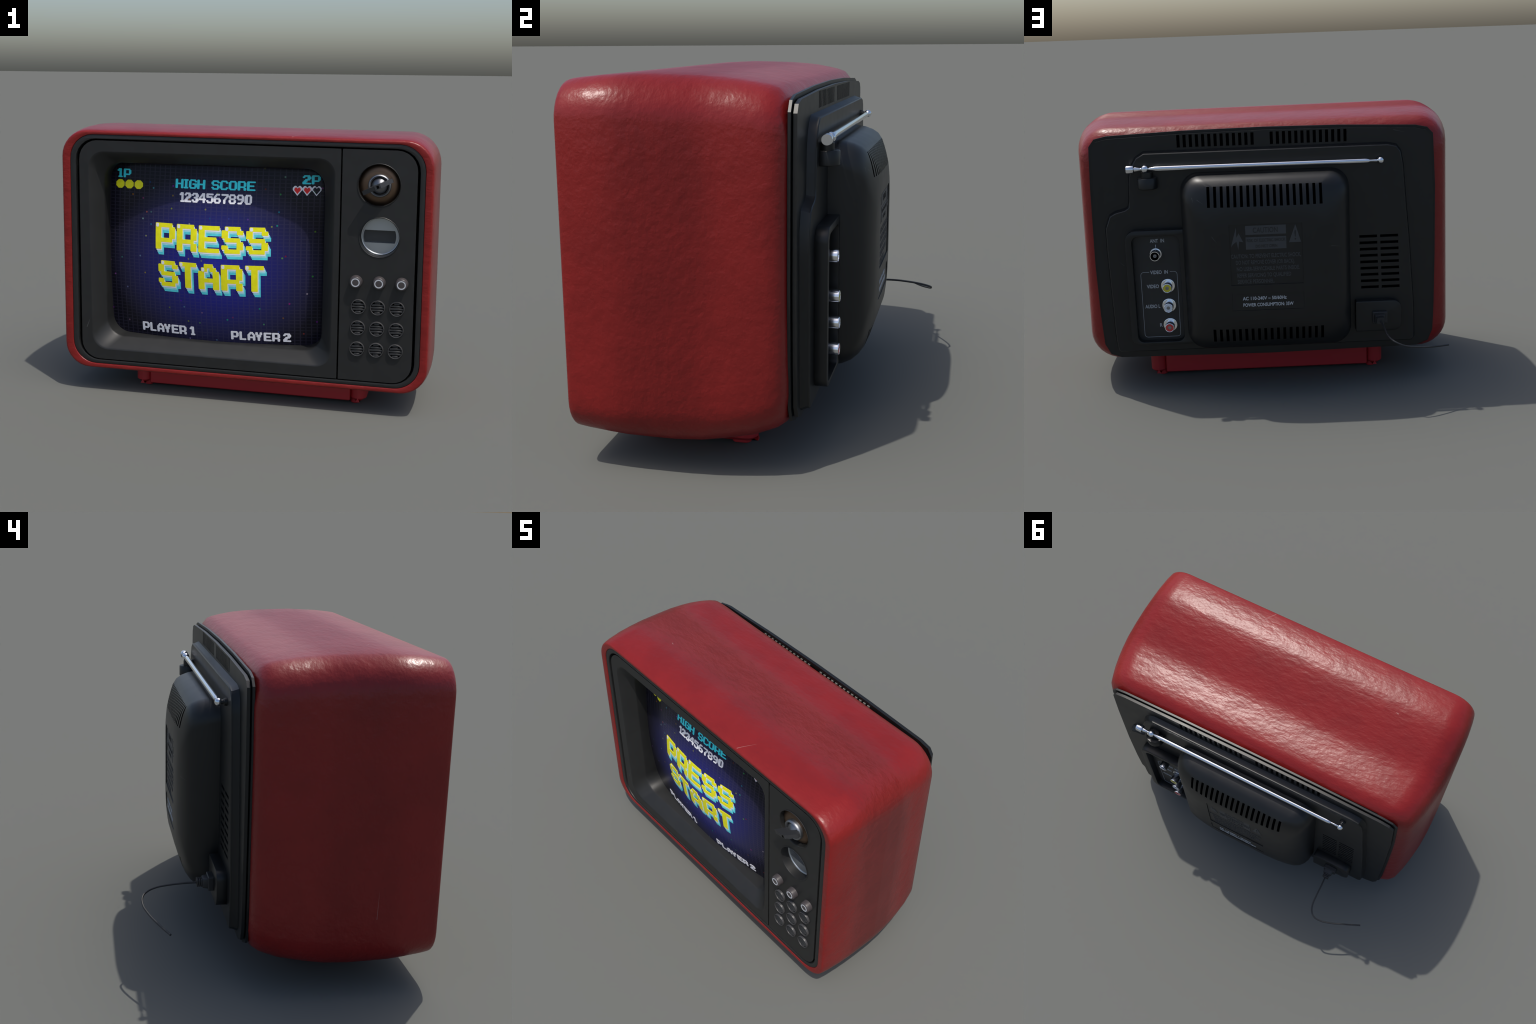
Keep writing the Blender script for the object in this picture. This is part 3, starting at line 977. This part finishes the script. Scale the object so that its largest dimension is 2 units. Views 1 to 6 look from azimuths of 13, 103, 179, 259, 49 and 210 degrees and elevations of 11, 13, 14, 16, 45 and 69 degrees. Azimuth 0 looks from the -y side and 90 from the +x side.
# ----------------------------------------------------------------- jack panel
outer = rrect(0.36, 0.717, 0.280, 0.887, (0.02, 0.05, 0.055, 0.02), 6)
inner = rrect(0.443, 0.683, 0.297, 0.857, 0.034, 6)
jack_panel = add("jack_frame", plate([outer, inner], 0.276, 0.326, 0.004), M_BACK, sharp=35)
add("jack_floor", plate([rrect(0.43, 0.70, 0.285, 0.87, 0.03)], 0.2775, 0.285), M_PANEL, parent=jack_panel, sharp=30)
YJ = 0.285
for z, mat in ((0.587, M_YEL), (0.482, M_WHT), (0.376, M_REDJ)):
    x = 0.5165
    j = add("jack", to_mesh(lathe([(0.036, 0.0), (0.0358, 0.003), (0.0345, 0.004), (0.0300, 0.004), (0.0296, 0.0006), (0.0250, 0.0006), (0.0248, 0.052), (0.0240, 0.0560), (0.0220, 0.0575), (0.0206, 0.0570), (0.0200, 0.050), (0.001, 0.050)], (x, YJ, z), n=28)), M_JACK, sharp=40)
    add("jack_insert", to_mesh(lathe([(0.0203, 0.050), (0.0203, 0.0558), (0.0095, 0.0558), (0.0092, 0.0525)], (x, YJ, z), n=28, cap=False)), mat, parent=j, sharp=40)
    add("jack_pin", to_mesh(lathe([(0.0088, 0.050), (0.0088, 0.054), (0.005, 0.054), (0.0045, 0.051), (0.001, 0.051)], (x, YJ, z), n=20)), M_STEEL, parent=j, sharp=40)
j = add("jack", to_mesh(lathe([(0.031, 0.0), (0.0308, 0.003), (0.0298, 0.004), (0.0285, 0.0006), (0.0258, 0.0006), (0.0255, 0.052), (0.0245, 0.057), (0.0215, 0.057), (0.0205, 0.050), (0.020, 0.012), (0.001, 0.012)], (0.5685, YJ, 0.757), n=28)), M_JACK, sharp=40)
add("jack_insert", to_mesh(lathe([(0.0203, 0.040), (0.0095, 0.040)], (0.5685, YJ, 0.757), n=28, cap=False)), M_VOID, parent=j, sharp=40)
add("jack_pin", to_mesh(lathe([(0.0090, 0.030), (0.0088, 0.050), (0.0055, 0.050), (0.005, 0.044), (0.001, 0.044)], (0.5685, YJ, 0.757), n=20)), M_STEEL, parent=j, sharp=40)

caps = [("ANT  IN", 0.5945, 0.8165, 0.0725), ("VIDEO  IN", 0.6035, 0.6510, 0.0905), ("VIDEO", 0.6255, 0.5765, 0.0620), ("AUDIO L", 0.6405, 0.4695, 0.0770), ("R", 0.5710, 0.3670, 0.0135)]
add("jack_lettering", join([text_mesh(t, x, z, YJ, 0.0262, width=w, bold=0.0004) for t, x, z, w in caps]), M_INK, parent=jack_panel, sharp=0)
# outline round the video jacks, open where the caption stands, and the tick under ANT IN
fr = rrect(0.4665, 0.6525, 0.3125, 0.6615, 0.016, 5)
path = [(0.5030, 0.6615)] + fr[-6 - 6:-6][::-1] * 0
top_l, top_r = (0.609, 0.6615), (0.503, 0.6615)
order = [top_r] + [p for p in rrect(0.4665, 0.6525, 0.3125, 0.6615, 0.016, 5)[18:24]] + [p for p in fr[0:6]] + [p for p in fr[6:12]] + [p for p in fr[12:18]] + [top_l]
bm = bmesh.new()
w = 0.0016
prev = None
for i, p in enumerate(order):
    a = Vector(order[max(0, i - 1)])
    b = Vector(order[min(len(order) - 1, i + 1)])
    d = (b - a).normalized()
    nn = Vector((-d.y, d.x)) * w / 2
    sect = [bm.verts.new((p[0] + s * nn.x, YJ + h, p[1] + s * nn.y)) for s, h in ((-1, -0.001), (1, -0.001), (1, 0.0008), (-1, 0.0008))]
    if prev:
        for k in range(4):
            bm.faces.new((prev[k], prev[(k + 1) % 4], sect[(k + 1) % 4], sect[k]))
    prev = sect
box(bm, 0.5655, 0.5685, YJ - 0.001, YJ + 0.0008, 0.7895, 0.805)
add("jack_outline", to_mesh(bm), M_INK, parent=jack_panel, sharp=0)

# ----------------------------------------------------------------- telescopic antenna
ay, az = 0.3125, 1.1975
prof = [(0.001, 0.684), (0.0195, 0.684), (0.0212, 0.680), (0.0212, 0.651), (0.0195, 0.648), (0.0085, 0.6475), (0.0122, 0.644), (0.0118, 0.638), (0.0075, 0.616), (0.0062, 0.611)]
ball = [(0.0198 * math.sin(math.radians(a)), 0.5915 + 0.0198 * math.cos(math.radians(a))) for a in range(20, 165, 12)]
rod = [(0.0060, 0.571), (0.0075, 0.568), (0.0100, 0.552), (0.0128, 0.535), (0.0130, 0.50), (0.0118, -0.505), (0.0112, -0.515), (0.0082, -0.5275), (0.0050, -0.528), (0.0050, -0.545), (0.0068, -0.563), (0.0050, -0.568)]
tip = [(0.0172 * math.sin(math.radians(a)), -0.5840 + 0.0172 * math.cos(math.radians(a))) for a in range(15, 180, 12)]
antenna = add("antenna", to_mesh(lathe(prof + ball + rod + tip, (0, ay, az), axis="x", n=24)), M_CHROME, sharp=50)
bm = lathe([(0.046, 1.0965), (0.050, 1.1000), (0.0505, 1.1480), (0.0475, 1.1520), (0.0290, 1.1525), (0.0285, 1.1780), (0.025, 1.181)], (0.5855, 0.2965, 0), axis="z", n=28)
add("antenna_mount", to_mesh(bm), M_BACK, sharp=40)
bm = lathe([(0.0175, 0.274), (0.0165, 0.288), (0.011, 0.2915), (0.010, 0.300)], (-0.584, 0, 1.1975), n=20)
add("antenna_clip", to_mesh(bm), M_BACK, sharp=35)

# ----------------------------------------------------------------- mains plug and cord
pb = rrect(-0.685, -0.448, 0.306, 0.4695, (0.042, 0.008, 0.008, 0.042), 5)
socket = add("power_socket", plate([pb], 0.274, 0.3235, 0.004), M_BACK, sharp=35)
bm = rbox(-0.609, -0.532, 0.322, 0.3480, 0.3545, 0.4165, 0.003, 1)
px_, pz_ = -0.5675, 0.3835


def sq(hw, hz, y):
    return ring_at(rrect(px_ - hw, px_ + hw, pz_ - hz, pz_ + hz, min(hw, hz) * 0.3, 3), y)


merge(bm, loft([sq(0.029, 0.025, 0.345), sq(0.025, 0.0225, 0.368), sq(0.023, 0.021, 0.3705), sq(0.014, 0.013, 0.3710)], (True, True)))
for y0 in (0.3745, 0.3835, 0.3925):
    merge(bm, loft([sq(0.0195, 0.0175, y0 - 0.0030), sq(0.0185, 0.0170, y0 + 0.0032)], (True, True)))
merge(bm, lathe([(0.011, 0.368), (0.0105, 0.397)], (px_, 0, pz_), n=14))
add("power_plug", to_mesh(bm), M_CORD, sharp=35)

cu = bpy.data.curves.new("tmp", "CURVE")
cu.dimensions = "3D"
cu.bevel_depth = 0.0047
cu.bevel_resolution = 3
cu.resolution_u = 8
cu.use_fill_caps = True
sp = cu.splines.new("BEZIER")
cord = [(-0.5665, 0.388, 0.3815), (-0.5702, 0.459, 0.3818), (-0.571, 0.523, 0.3775), (-0.576, 0.582, 0.3689), (-0.590, 0.617, 0.3580), (-0.6144, 0.6367, 0.3457),
        (-0.6512, 0.6388, 0.3301), (-0.7146, 0.6204, 0.3145), (-0.804, 0.5804, 0.2998), (-0.886, 0.5417, 0.2919)]
sp.bezier_points.add(len(cord) - 1)
for p, c in zip(sp.bezier_points, cord):
    p.co = c
    p.handle_left_type = p.handle_right_type = "AUTO"
o = bpy.data.objects.new("tmp", cu)
COL.objects.link(o)
bpy.context.view_layer.update()
me = bpy.data.meshes.new_from_object(o.evaluated_get(bpy.context.evaluated_depsgraph_get()))
bpy.data.objects.remove(o)
bpy.data.curves.remove(cu)
add("power_cord", me, M_CORD, sharp=40)
